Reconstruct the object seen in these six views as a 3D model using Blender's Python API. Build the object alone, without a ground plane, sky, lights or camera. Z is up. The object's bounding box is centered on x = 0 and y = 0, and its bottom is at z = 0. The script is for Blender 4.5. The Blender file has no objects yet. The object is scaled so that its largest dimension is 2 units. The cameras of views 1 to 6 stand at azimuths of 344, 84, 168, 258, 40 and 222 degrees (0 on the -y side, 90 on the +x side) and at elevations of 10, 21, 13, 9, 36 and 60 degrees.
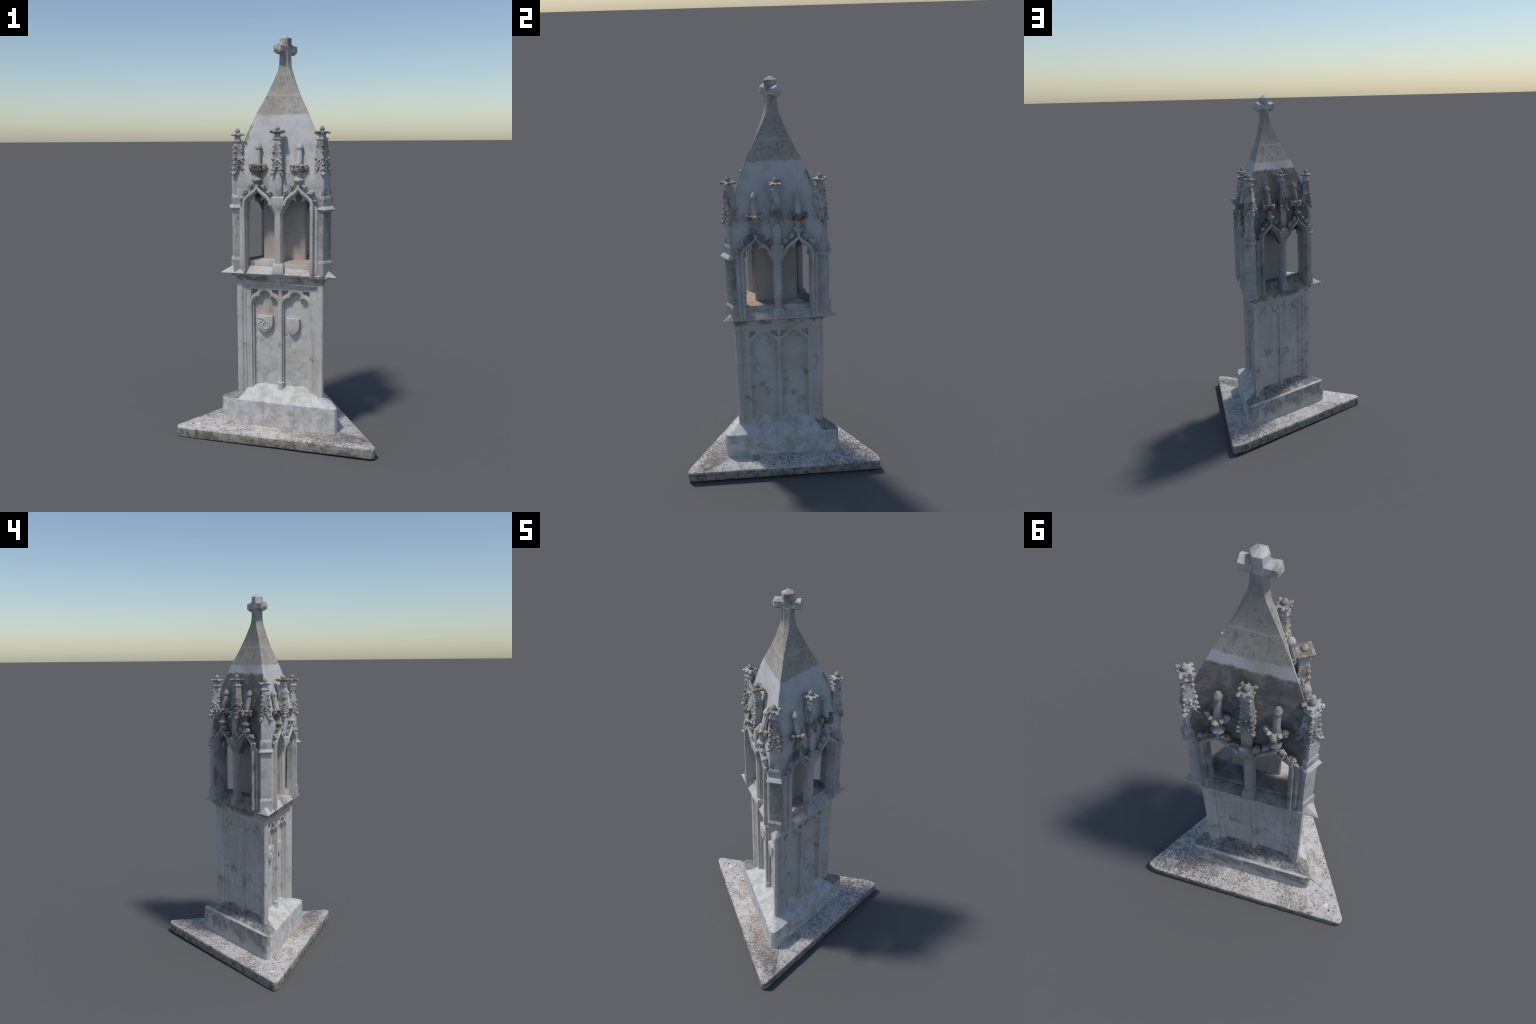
"""Triangular gothic wayside shrine: slab, plinth, panelled shaft, open lantern, spire with cross."""
import bpy, bmesh, math, random
from mathutils import Vector, noise

random.seed(11)
noise.seed_set(5)
rad = math.radians
FACES = {"front": 237.2, "right": -2.8, "rear": 117.2}      # outward directions of the three faces
CORNERS = {"left": 177.2, "near": -62.8, "far": 57.2}       # directions of the three corners
T30 = math.tan(rad(30))


# ------------------------------------------------------------------ frame
def centre(z):
    """The shrine leans a little: its axis drifts with height."""
    return 0.126 - 0.0055 * z, 0.014 - 0.0040 * z


def place(ang, x, r, z):
    """Sideways x, distance r from the axis along direction ang, height z -> world."""
    a = rad(ang)
    cx, cy = centre(z)
    return Vector((cx + r * math.cos(a) - x * math.sin(a), cy + r * math.sin(a) + x * math.cos(a), z))


def rough(p, amp, scale, seed=0.0):
    q = Vector(p) * scale + Vector((seed, seed * 1.7, -seed))
    return amp * (noise.noise(q) + 0.5 * noise.noise(q * 2.1) + 0.25 * noise.noise(q * 4.3))


# ------------------------------------------------------------------ materials
class Graph:
    def __init__(self, name):
        self.mat = bpy.data.materials.new(name)
        self.mat.use_nodes = True
        self.nt = self.mat.node_tree
        self.nt.nodes.clear()
        self.out = self.node("ShaderNodeOutputMaterial")
        self.bsdf = self.node("ShaderNodeBsdfPrincipled")
        self.nt.links.new(self.bsdf.outputs[0], self.out.inputs[0])
        self.pos = self.node("ShaderNodeNewGeometry").outputs["Position"]
        sep = self.node("ShaderNodeSeparateXYZ")
        self.link(self.pos, sep.inputs[0])
        self.x, self.y, self.z = sep.outputs

    def node(self, kind, **kw):
        n = self.nt.nodes.new(kind)
        for k, v in kw.items():
            setattr(n, k, v)
        return n

    def link(self, a, b):
        if hasattr(a, "is_output"):
            self.nt.links.new(a, b)
        else:
            b.default_value = a

    def noise(self, scale, detail=4.0, rough=0.6, shift=(0, 0, 0), stretch=(1, 1, 1), distort=0.0):
        m = self.node("ShaderNodeMapping")
        self.link(self.pos, m.inputs[0])
        m.inputs["Location"].default_value = shift
        m.inputs["Scale"].default_value = stretch
        n = self.node("ShaderNodeTexNoise")
        self.link(m.outputs[0], n.inputs["Vector"])
        n.inputs["Scale"].default_value = scale
        n.inputs["Detail"].default_value = detail
        n.inputs["Roughness"].default_value = rough
        n.inputs["Distortion"].default_value = distort
        return n.outputs[0]

    def voronoi(self, scale, shift=(0, 0, 0)):
        m = self.node("ShaderNodeMapping")
        self.link(self.pos, m.inputs[0])
        m.inputs["Location"].default_value = shift
        n = self.node("ShaderNodeTexVoronoi")
        self.link(m.outputs[0], n.inputs["Vector"])
        n.inputs["Scale"].default_value = scale
        return n.outputs["Distance"]

    def step(self, v, a, b):
        """Smooth 0..1 as v runs from a to b (a may exceed b)."""
        n = self.node("ShaderNodeMapRange", interpolation_type="SMOOTHSTEP")
        self.link(v, n.inputs[0])
        flip = a > b
        n.inputs[1].default_value, n.inputs[2].default_value = (b, a) if flip else (a, b)
        n.inputs[3].default_value, n.inputs[4].default_value = (1, 0) if flip else (0, 1)
        return n.outputs[0]

    def math(self, op, a, b=0.0):
        n = self.node("ShaderNodeMath", operation=op)
        self.link(a, n.inputs[0])
        self.link(b, n.inputs[1])
        return n.outputs[0]

    def mul(self, *v):
        r = v[0]
        for k in v[1:]:
            r = self.math("MULTIPLY", r, k)
        return r

    def mix(self, fac, a, b, mode="MIX"):
        n = self.node("ShaderNodeMix", data_type="RGBA", blend_type=mode)
        self.link(fac, n.inputs[0])
        for v, s in ((a, n.inputs[6]), (b, n.inputs[7])):
            self.link(v if hasattr(v, "is_output") else (*v, 1), s)
        return n.outputs[2]

    def spot(self, p, r0, r1, wobble=None):
        n = self.node("ShaderNodeVectorMath", operation="DISTANCE")
        self.link(self.pos, n.inputs[0])
        n.inputs[1].default_value = p
        d = n.outputs["Value"]
        if wobble is not None:
            d = self.math("ADD", d, wobble)
        return self.step(d, r1, r0)

    def toward(self, ang):
        """Distance from the axis along direction ang (about the mid-height axis)."""
        a = rad(ang)
        cx, cy = centre(1.2)
        u = self.math("MULTIPLY", self.math("SUBTRACT", self.x, cx), math.cos(a))
        w = self.math("MULTIPLY", self.math("SUBTRACT", self.y, cy), math.sin(a))
        return self.math("ADD", u, w)

    def finish(self, colour, bump_src, bump=0.35, dist=0.003, roughness=0.9):
        self.link(colour, self.bsdf.inputs["Base Color"])
        self.bsdf.inputs["Roughness"].default_value = roughness
        self.bsdf.inputs["Specular IOR Level"].default_value = 0.2
        b = self.node("ShaderNodeBump")
        b.inputs["Strength"].default_value = bump
        b.inputs["Distance"].default_value = dist
        self.link(bump_src, b.inputs["Height"])
        self.link(b.outputs[0], self.bsdf.inputs["Normal"])
        return self.mat


PALE = (0.58, 0.57, 0.56)
CREAM = (0.51, 0.47, 0.42)
GREY = (0.37, 0.355, 0.33)
SOOT = (0.17, 0.165, 0.155)
LICHEN = (0.105, 0.088, 0.070)
RUST = (0.34, 0.22, 0.11)


def stone(name, pale=PALE, second=CREAM, soot=0.35, soot_at=0.60, soot_colour=SOOT, warm=0.3, pits=0.3, shift=0.0, bump=0.5):
    g = Graph(name)
    s = (shift, shift * 0.7, -shift)
    big = g.noise(5.0, 5, 0.6, s)
    mid = g.noise(17.0, 5, 0.65, s)
    fine = g.noise(150.0, 3, 0.6)
    c = g.mix(g.step(big, 0.36, 0.66), pale, second)
    c = g.mix(g.mul(g.step(mid, 0.48, 0.68), 0.6), c, GREY)
    streak = g.noise(24.0, 4, 0.6, s, (1, 1, 0.16))
    c = g.mix(g.mul(g.step(streak, 0.54, 0.74), warm), c, (0.46, 0.39, 0.30))
    sootn = g.noise(11.0, 7, 0.72, (shift + 3, 0, shift), (1, 1, 0.75))
    c = g.mix(g.mul(g.step(sootn, soot_at - 0.06, soot_at + 0.09), soot), c, soot_colour)
    pit = g.noise(75.0, 2, 0.5, s)
    c = g.mix(g.mul(g.step(pit, 0.66, 0.74), pits), c, SOOT)
    c = g.mix(1.0, c, g.mix(fine, (0.86, 0.86, 0.86), (1.12, 1.12, 1.12)), "MULTIPLY")
    h = g.math("ADD", g.mul(mid, 0.8), g.mul(fine, 0.25))
    return g.finish(c, h, bump)


MAT = {}
MAT["clean"] = stone("pale_limestone", soot=0.5, soot_at=0.58)
MAT["greyed"] = stone("greyed_limestone", (0.40, 0.40, 0.40), (0.32, 0.31, 0.295), 0.6, 0.55, (0.12, 0.117, 0.11), 0.2, 0.3, 30.0)
MAT["clean_b"] = stone("pale_limestone_cool", (0.54, 0.54, 0.54), (0.45, 0.435, 0.41), 0.55, 0.565, shift=4.0)  # base colour lowered to match the dimmer stone on the shaded sides
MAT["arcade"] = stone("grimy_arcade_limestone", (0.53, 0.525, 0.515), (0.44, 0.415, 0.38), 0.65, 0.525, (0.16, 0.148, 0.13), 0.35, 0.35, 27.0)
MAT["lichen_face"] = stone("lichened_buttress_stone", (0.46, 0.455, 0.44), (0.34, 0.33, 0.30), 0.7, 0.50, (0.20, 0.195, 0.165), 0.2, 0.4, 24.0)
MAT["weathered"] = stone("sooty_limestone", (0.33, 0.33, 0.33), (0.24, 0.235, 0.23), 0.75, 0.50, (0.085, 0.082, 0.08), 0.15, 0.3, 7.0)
MAT["carved"] = stone("weathered_carving", (0.52, 0.51, 0.49), (0.40, 0.375, 0.34), 0.7, 0.52, (0.12, 0.108, 0.095), 0.3, 0.45, 9.0)  # darkened too, so shade among the lantern carvings is part of the colour
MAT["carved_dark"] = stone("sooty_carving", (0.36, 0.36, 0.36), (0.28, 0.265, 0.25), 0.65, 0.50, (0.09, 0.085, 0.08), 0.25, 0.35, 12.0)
MAT["lichened"] = stone("lichened_carving", (0.50, 0.47, 0.43), (0.36, 0.31, 0.25), 0.75, 0.50, (0.12, 0.095, 0.07), 0.5, 0.4, 15.0)
MAT["knob"] = stone("tan_knob_stone", (0.42, 0.38, 0.33), (0.33, 0.29, 0.25), 0.5, 0.52, (0.14, 0.12, 0.10), 0.3, 0.35, 17.0)
MAT["pillar"] = stone("plain_inner_stone", (0.50, 0.45, 0.40), (0.45, 0.40, 0.35), 0.1, 0.68, warm=0.1, pits=0.2, shift=21.0, bump=0.2)


def roof_material():
    g = Graph("spire_limestone")
    big = g.noise(6.0, 5, 0.6)
    mid = g.noise(20.0, 5, 0.65)
    fine = g.noise(150.0, 3, 0.6)
    wob = g.math("ADD", g.z, g.mul(g.math("SUBTRACT", mid, 0.5), 0.032))
    low = g.mix(g.step(big, 0.40, 0.64), (0.56, 0.56, 0.56), (0.46, 0.445, 0.42))
    low = g.mix(g.mul(g.step(mid, 0.50, 0.70), 0.45), low, (0.42, 0.40, 0.37))
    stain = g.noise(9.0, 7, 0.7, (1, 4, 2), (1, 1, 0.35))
    low = g.mix(g.mul(g.step(stain, 0.50, 0.68), g.step(wob, 1.56, 1.44), 0.65), low, (0.20, 0.19, 0.17))  # darker streaky patches over the lower spire and the arcade walls
    # rear face: soot crust below the clean band
    crust = g.mix(g.step(mid, 0.42, 0.66), (0.135, 0.125, 0.115), (0.245, 0.23, 0.212))
    crust = g.mix(g.mul(g.step(stain, 0.52, 0.66), 0.7), crust, (0.075, 0.073, 0.07))
    rear = g.math("SUBTRACT", g.toward(FACES["rear"]), g.math("MAXIMUM", g.toward(FACES["front"]), g.toward(FACES["right"])))
    rear = g.mul(g.step(g.math("ADD", rear, g.mul(g.math("SUBTRACT", mid, 0.5), 0.08)), -0.02, 0.004), g.step(wob, 1.582, 1.568))
    low = g.mix(g.mul(rear, 0.93), low, crust)
    # upper courses: beige stone with dark pits
    up = g.mix(g.step(big, 0.38, 0.66), (0.43, 0.40, 0.355), (0.35, 0.325, 0.285))
    up = g.mix(g.mul(g.step(mid, 0.50, 0.70), 0.5), up, (0.33, 0.30, 0.26))
    pit = g.noise(66.0, 3, 0.6, (5, 1, 0))
    up = g.mix(g.mul(g.step(pit, 0.60, 0.67), 0.55), up, (0.12, 0.11, 0.09))
    blotch = g.noise(26.0, 5, 0.7, (7, 7, 3))
    up = g.mix(g.mul(g.step(blotch, 0.50, 0.68), 0.5), up, (0.26, 0.235, 0.20))
    run = g.noise(30.0, 4, 0.6, (2, 2, 0), (1, 1, 0.10))
    up = g.mix(g.mul(g.step(run, 0.60, 0.70), g.step(g.z, 1.60, 1.72), 0.55), up, (0.17, 0.13, 0.07))
    c = g.mix(g.step(wob, 1.614, 1.626), low, up)
    joint = g.math("ABSOLUTE", g.math("SUBTRACT", wob, 1.716))
    c = g.mix(g.mul(g.step(joint, 0.007, 0.002), 0.5), c, (0.52, 0.50, 0.46))
    top = g.step(g.math("ADD", g.z, g.mul(g.math("SUBTRACT", big, 0.5), 0.05)), 1.84, 1.90)
    grim = g.mix(g.step(stain, 0.45, 0.62), (0.44, 0.43, 0.41), (0.21, 0.20, 0.18))
    c = g.mix(g.mul(top, 0.8), c, grim)
    c = g.mix(1.0, c, g.mix(fine, (0.86, 0.86, 0.86), (1.12, 1.12, 1.12)), "MULTIPLY")
    return g.finish(c, g.math("ADD", g.mul(mid, 0.7), g.mul(fine, 0.3)), 0.45)


def cross_material():
    g = Graph("cross_stone")
    mid = g.noise(22.0, 5, 0.65, (1, 2, 3))
    stain = g.noise(14.0, 6, 0.7, (4, 4, 1), (1, 1, 0.6))
    fine = g.noise(150.0, 3, 0.6)
    c = g.mix(g.step(mid, 0.42, 0.66), (0.56, 0.54, 0.51), (0.42, 0.40, 0.37))
    c = g.mix(g.mul(g.step(stain, 0.46, 0.62), 0.75), c, (0.15, 0.14, 0.125))
    och = g.noise(26.0, 3, 0.6, (9, 1, 1), (1, 1, 0.3))
    c = g.mix(g.mul(g.step(och, 0.63, 0.70), 0.6), c, (0.30, 0.20, 0.06))
    c = g.mix(1.0, c, g.mix(fine, (0.88, 0.88, 0.88), (1.1, 1.1, 1.1)), "MULTIPLY")
    return g.finish(c, g.math("ADD", mid, g.mul(fine, 0.3)), 0.3)


def slab_material():
    g = Graph("lichened_slab_stone")
    big = g.noise(4.0, 5, 0.6, (2, 0, 0))
    mid = g.noise(28.0, 6, 0.7)
    fine = g.noise(140.0, 3, 0.6)
    speck = g.noise(105.0, 5, 0.68, (3, 3, 0))
    c = g.mix(g.step(mid, 0.40, 0.66), (0.60, 0.57, 0.55), (0.45, 0.41, 0.37))
    dens = g.math("ADD", speck, g.mul(g.math("SUBTRACT", big, 0.5), 0.42))
    c = g.mix(g.mul(g.step(dens, 0.47, 0.64), 0.82), c, LICHEN)
    dens2 = g.math("ADD", mid, g.mul(g.math("SUBTRACT", big, 0.5), 0.5))
    c = g.mix(g.mul(g.step(dens2, 0.50, 0.68), 0.6), c, (0.215, 0.175, 0.14))
    dirt = g.step(g.math("ADD", g.toward(FACES["front"]), g.mul(g.math("SUBTRACT", mid, 0.5), 0.10)), 0.27, 0.20)
    c = g.mix(g.mul(dirt, g.step(g.toward(FACES["front"]), 0.15, 0.19), g.step(big, 0.40, 0.52), 0.4), c, (0.34, 0.26, 0.19))
    # darker, mossier rim on the sides of the slab
    side = g.step(g.math("SUBTRACT", g.z, g.mul(g.math("ADD", g.x, 0.45), 0.0105)), 0.047, 0.041)
    moss = g.mix(g.step(mid, 0.40, 0.64), (0.33, 0.31, 0.265), (0.13, 0.12, 0.09))
    c = g.mix(g.mul(side, 0.9), c, moss)
    wob = g.mul(g.math("SUBTRACT", mid, 0.5), 0.015)
    c = g.mix(g.spot((-0.345, 0.038, 0.053), 0.010, 0.014, wob), c, (0.74, 0.72, 0.70))
    c = g.mix(g.spot((0.355, -0.398, 0.061), 0.008, 0.022, wob), c, (0.58, 0.55, 0.53))
    c = g.mix(g.spot((-0.372, 0.049, 0.053), 0.0045, 0.006), c, (0.13, 0.045, 0.03))
    c = g.mix(1.0, c, g.mix(fine, (0.85, 0.85, 0.85), (1.13, 1.13, 1.13)), "MULTIPLY")
    return g.finish(c, g.math("ADD", mid, g.mul(speck, 0.6)), 0.6)


def plinth_material():
    g = Graph("plastered_plinth_stone")
    big = g.noise(6.0, 5, 0.6, (6, 0, 0))
    mid = g.noise(20.0, 6, 0.7, (1, 1, 0))
    fine = g.noise(150.0, 3, 0.6)
    c = g.mix(g.step(mid, 0.40, 0.66), (0.62, 0.61, 0.60), (0.47, 0.455, 0.43))
    patch = g.noise(13.0, 5, 0.6, (2, 7, 1))
    c = g.mix(g.mul(g.step(patch, 0.52, 0.60), 0.6), c, (0.40, 0.38, 0.34))
    c = g.mix(g.mul(g.step(big, 0.55, 0.70), 0.35), c, (0.50, 0.40, 0.30))
    soot = g.noise(12.0, 7, 0.72, (3, 5, 2))
    c = g.mix(g.mul(g.step(soot, 0.56, 0.68), 0.55), c, (0.20, 0.185, 0.165))
    # upright joints on the front side
    a = rad(FACES["front"] + 90)
    along = g.math("ADD", g.mul(g.math("SUBTRACT", g.x, 0.125), math.cos(a)), g.mul(g.math("SUBTRACT", g.y, 0.0135), math.sin(a)))
    along = g.math("ADD", along, g.mul(g.math("SUBTRACT", mid, 0.5), 0.03))
    fr = g.step(g.toward(FACES["front"]), 0.16, 0.17)
    for u in (0.088, 0.139, -0.075):
        line = g.step(g.math("ABSOLUTE", g.math("SUBTRACT", along, u)), 0.006, 0.0015)
        c = g.mix(g.mul(line, fr, 0.45), c, (0.40, 0.31, 0.22))
    # rear side: bare grey blocks between pale mortar, lichen on the weathering slope
    rear = g.toward(FACES["rear"])
    blk = g.node("ShaderNodeTexBrick")
    m = g.node("ShaderNodeMapping")
    m.inputs["Rotation"].default_value = (0, 0, rad(-27.2))
    g.link(g.pos, m.inputs[0])
    sep = g.node("ShaderNodeSeparateXYZ")
    g.link(m.outputs[0], sep.inputs[0])
    com = g.node("ShaderNodeCombineXYZ")
    wx = g.math("ADD", sep.outputs[0], g.mul(g.math("SUBTRACT", patch, 0.5), 0.20))
    wz = g.math("ADD", g.z, g.mul(g.math("SUBTRACT", mid, 0.5), 0.05))
    g.link(wx, com.inputs[0])
    g.link(wz, com.inputs[1])
    g.link(com.outputs[0], blk.inputs["Vector"])
    for k, v in (("Scale", 1.0), ("Mortar Size", 0.014), ("Mortar Smooth", 0.6), ("Brick Width", 0.165), ("Row Height", 0.30)):
        blk.inputs[k].default_value = v
    blk.offset = 0.0
    grey = g.mix(g.step(mid, 0.36, 0.66), (0.38, 0.36, 0.32), (0.20, 0.19, 0.17))
    rear_blocks = g.mix(g.mul(blk.outputs["Fac"], 0.85), grey, (0.52, 0.51, 0.49))
    smear = g.step(g.math("ADD", g.z, g.mul(g.math("SUBTRACT", patch, 0.5), 0.30)), 0.125, 0.085)
    rear_blocks = g.mix(g.mul(smear, 0.8), rear_blocks, (0.50, 0.49, 0.47))
    on_rear = g.step(rear, 0.155, 0.168)
    c = g.mix(g.mul(on_rear, g.step(g.z, 0.192, 0.184), 0.85), c, rear_blocks)
    lich = g.noise(100.0, 6, 0.75, (4, 1, 0))
    crust = g.mix(g.step(g.math("ADD", lich, g.mul(g.math("SUBTRACT", mid, 0.5), 0.5)), 0.36, 0.62), (0.36, 0.34, 0.31), (0.085, 0.082, 0.075))
    slope = g.mul(g.step(rear, 0.085, 0.10), g.step(rear, 0.176, 0.168), g.step(big, 0.66, 0.54), 0.9)
    slope = g.mul(slope, g.step(g.z, 0.186, 0.192))
    c = g.mix(slope, c, crust)
    c = g.mix(1.0, c, g.mix(fine, (0.87, 0.87, 0.87), (1.11, 1.11, 1.11)), "MULTIPLY")
    return g.finish(c, g.math("ADD", mid, g.mul(fine, 0.3)), 0.5)


def shaft_material():
    g = Graph("shaft_limestone")
    big = g.noise(5.0, 5, 0.6, (8, 0, 0))
    mid = g.noise(18.0, 6, 0.7, (1, 3, 0))
    fine = g.noise(150.0, 3, 0.6)
    c = g.mix(g.step(big, 0.38, 0.66), (0.57, 0.555, 0.54), (0.51, 0.475, 0.43))
    c = g.mix(g.mul(g.step(mid, 0.50, 0.70), 0.5), c, (0.43, 0.39, 0.34))
    run = g.noise(30.0, 4, 0.6, (2, 5, 0), (1, 1, 0.08))
    c = g.mix(g.mul(g.step(run, 0.52, 0.68), 0.45), c, (0.42, 0.35, 0.26))
    blot = g.noise(16.0, 6, 0.7, (0, 2, 6))
    band = g.mul(g.step(g.z, 0.30, 0.40), g.step(g.z, 0.60, 0.50))
    c = g.mix(g.mul(g.step(blot, 0.54, 0.66), g.math("ADD", g.mul(band, 0.40), 0.35)), c, (0.24, 0.22, 0.20))
    drip = g.noise(13.0, 6, 0.7, (6, 2, 6), (1, 1, 1.6))
    c = g.mix(g.mul(g.step(drip, 0.42, 0.56), g.step(g.z, 0.790, 0.815), 0.8), c, (0.17, 0.155, 0.135))
    c = g.mix(1.0, c, g.mix(fine, (0.87, 0.87, 0.87), (1.11, 1.11, 1.11)), "MULTIPLY")
    return g.finish(c, g.math("ADD", mid, g.mul(fine, 0.3)), 0.45)


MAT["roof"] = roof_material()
MAT["cross"] = cross_material()
MAT["slab"] = slab_material()
MAT["plinth"] = plinth_material()
MAT["shaft"] = shaft_material()

# ------------------------------------------------------------------ mesh helpers
SCENE = bpy.context.scene.collection


def make_empty(name, parent=None):
    o = bpy.data.objects.new(name, None)
    SCENE.objects.link(o)
    o.parent = parent
    return o


ROOT = make_empty("wayside_shrine")
ROOT["label"] = "triangular gothic stone wayside shrine with open lantern and cross"
ROOT["category"] = "stone monument"


def finish_mesh(name, bm, mat, parent, bevel=0.0, angle=35, segs=2, lump=0.0, lump_scale=40.0):
    if bevel > 0:
        bmesh.ops.remove_doubles(bm, verts=bm.verts, dist=1e-6)
        bmesh.ops.recalc_face_normals(bm, faces=bm.faces)
        edges = [e for e in bm.edges if e.is_manifold and e.calc_face_angle(0) > rad(28)]
        bmesh.ops.bevel(bm, geom=edges, offset=bevel, segments=segs, profile=0.6, affect="EDGES", clamp_overlap=True)
    bmesh.ops.recalc_face_normals(bm, faces=bm.faces)
    if lump > 0:
        bm.normal_update()
        moves = [(v, v.normal * rough(v.co, lump, lump_scale)) for v in bm.verts]
        for v, d in moves:
            v.co += d
    me = bpy.data.meshes.new(name)
    bm.to_mesh(me)
    bm.free()
    me.materials.append(MAT[mat])
    me.shade_smooth()
    me.set_sharp_from_angle(angle=rad(angle))
    o = bpy.data.objects.new(name, me)
    SCENE.objects.link(o)
    o.parent = parent
    return o


def add_loft(bm, rings, cap=True):
    """Rings of world points, equal counts, joined bottom to top."""
    rows = [[bm.verts.new(p) for p in r] for r in rings]
    n = len(rows[0])
    for a, b in zip(rows, rows[1:]):
        for i in range(n):
            j = (i + 1) % n
            bm.faces.new((a[i], a[j], b[j], b[i]))
    if cap:
        bm.faces.new(list(reversed(rows[0])))
        bm.faces.new(rows[-1])
    return rows


def add_box_rings(bm, ang, rings):
    """Rings of (half width, r inner, r outer, z[, x shift]) joined bottom to top."""
    out = []
    for q in rings:
        h, r0, r1, z = q[:4]
        s = q[4] if len(q) > 4 else 0.0
        out.append([place(ang, s - h, r0, z), place(ang, s - h, r1, z), place(ang, s + h, r1, z), place(ang, s + h, r0, z)])
    add_loft(bm, out)


def triangle(inr, rc, z, arc=2, side=1, nudge=None):
    """Outline of the triangular plan: inradius inr, corners cut (arc=2) or rounded so that they end at rc."""
    pts = []
    sharp = 2 * inr
    cut = max(sharp - rc, 1e-4)
    ends = []
    for ang in (177.2, 297.2, 57.2):
        row = []
        if arc == 2:
            w = cut * T30
            row = [(ang, -w, rc), (ang, w, rc)]
        else:
            for i in range(arc):
                f = rad(-60 + 120 * i / (arc - 1))
                row.append((ang, cut * math.sin(f), sharp - 2 * cut + cut * math.cos(f)))
        shift = Vector((nudge or {}).get(ang, (0, 0, 0)))
        ends.append([place(a, x, r, z) + shift for a, x, r in row])
    for k in range(3):
        pts += ends[k]
        a, b = ends[k][-1], ends[(k + 1) % 3][0]
        for i in range(1, side):
            pts.append(a.lerp(b, i / side))
    return pts


def bezier(p0, p1, p2, p3, n=12):
    out = []
    for i in range(n + 1):
        t = i / n
        u = 1 - t
        out.append(tuple(u**3 * a + 3 * u * u * t * b + 3 * u * t * t * c + t**3 * d for a, b, c, d in zip(p0, p1, p2, p3)))
    return out


def arc_pts(cx, cz, rx, rz, a0, a1, n=10):
    return [(cx + rx * math.cos(rad(a0 + (a1 - a0) * i / n)), cz + rz * math.sin(rad(a0 + (a1 - a0) * i / n))) for i in range(n + 1)]


def plate(name, ang, loops, n0, n1, mat, parent, chamfer=0.0, lump=0.0):
    """Flat stone plate on the face looking along ang: 2D outlines in (sideways, height), thickness n0..n1."""
    cu = bpy.data.curves.new("outline", "CURVE")
    cu.dimensions = "2D"
    cu.fill_mode = "BOTH"
    cu.extrude = (n1 - n0) / 2 - chamfer
    cu.bevel_depth = chamfer
    cu.bevel_resolution = 1
    cu.offset = -chamfer
    for lp in loops:
        sp = cu.splines.new("POLY")
        sp.points.add(len(lp) - 1)
        for q, (x, y) in zip(sp.points, lp):
            q.co = (x, y, 0, 1)
        sp.use_cyclic_u = True
    ob = bpy.data.objects.new("outline", cu)
    SCENE.objects.link(ob)
    bpy.context.view_layer.update()
    me = bpy.data.meshes.new_from_object(ob.evaluated_get(bpy.context.evaluated_depsgraph_get()))
    bpy.data.objects.remove(ob)
    bpy.data.curves.remove(cu)
    bm = bmesh.new()
    bm.from_mesh(me)
    bpy.data.meshes.remove(me)
    bmesh.ops.remove_doubles(bm, verts=bm.verts, dist=1e-5)
    mid = (n0 + n1) / 2
    for v in bm.verts:
        v.co = place(ang, v.co.x, mid + v.co.z, v.co.y)
    return finish_mesh(name, bm, mat, parent, lump=lump)


def turned(bm, ang, x, prof, seg=8, turn=0.0):
    """Many-sided turned piece; prof is rows of (radius, r of its axis, z)."""
    rings = []
    for q, r, z in prof:
        rings.append([place(ang, x + q * math.cos(rad(turn + 360 * i / seg)), r + q * math.sin(rad(turn + 360 * i / seg)), z) for i in range(seg)])
    add_loft(bm, rings)


def add_blob(bm, c, size, ang=0.0, sub=2, amp=0.25, freq=1.6):
    """Lumpy carved knob: an icosphere pushed about by noise."""
    res = bmesh.ops.create_icosphere(bm, subdivisions=sub, radius=1.0)
    off = Vector((random.uniform(-9, 9), random.uniform(-9, 9), random.uniform(-9, 9)))
    a = rad(ang)
    for v in res["verts"]:
        d = v.co.copy()
        k = 1 + amp * (noise.noise(d * freq + off) + 0.6 * noise.noise(d * freq * 2.3 + off))
        p = Vector((d.x * size[0], d.y * size[1], d.z * size[2])) * k
        # local x = sideways, y = outward
        v.co = Vector(c) + Vector((p.y * math.cos(a) - p.x * math.sin(a), p.y * math.sin(a) + p.x * math.cos(a), p.z))


def make_shared(name, me, parent, loc, rot):
    o = bpy.data.objects.new(name, me)
    o.location = loc
    o.rotation_euler = rot
    SCENE.objects.link(o)
    o.parent = parent
    return o


# ------------------------------------------------------------------ base slab, cut into its stones
def slab_bottom(p):
    return max(0.0, 0.0105 * (p.x + 0.452))


SLAB = ROOT
joints = [  # two points on each joint line, seen from above
    ((-0.354, -0.021), (-0.240, 0.033)),
    ((0.318, 0.443), (0.311, 0.307)),
    ((0.060, -0.287), (0.125, -0.207)),
    ((0.340, -0.322), (0.299, -0.306)),
    ((0.413, 0.026), (0.314, 0.034)),
]


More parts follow.
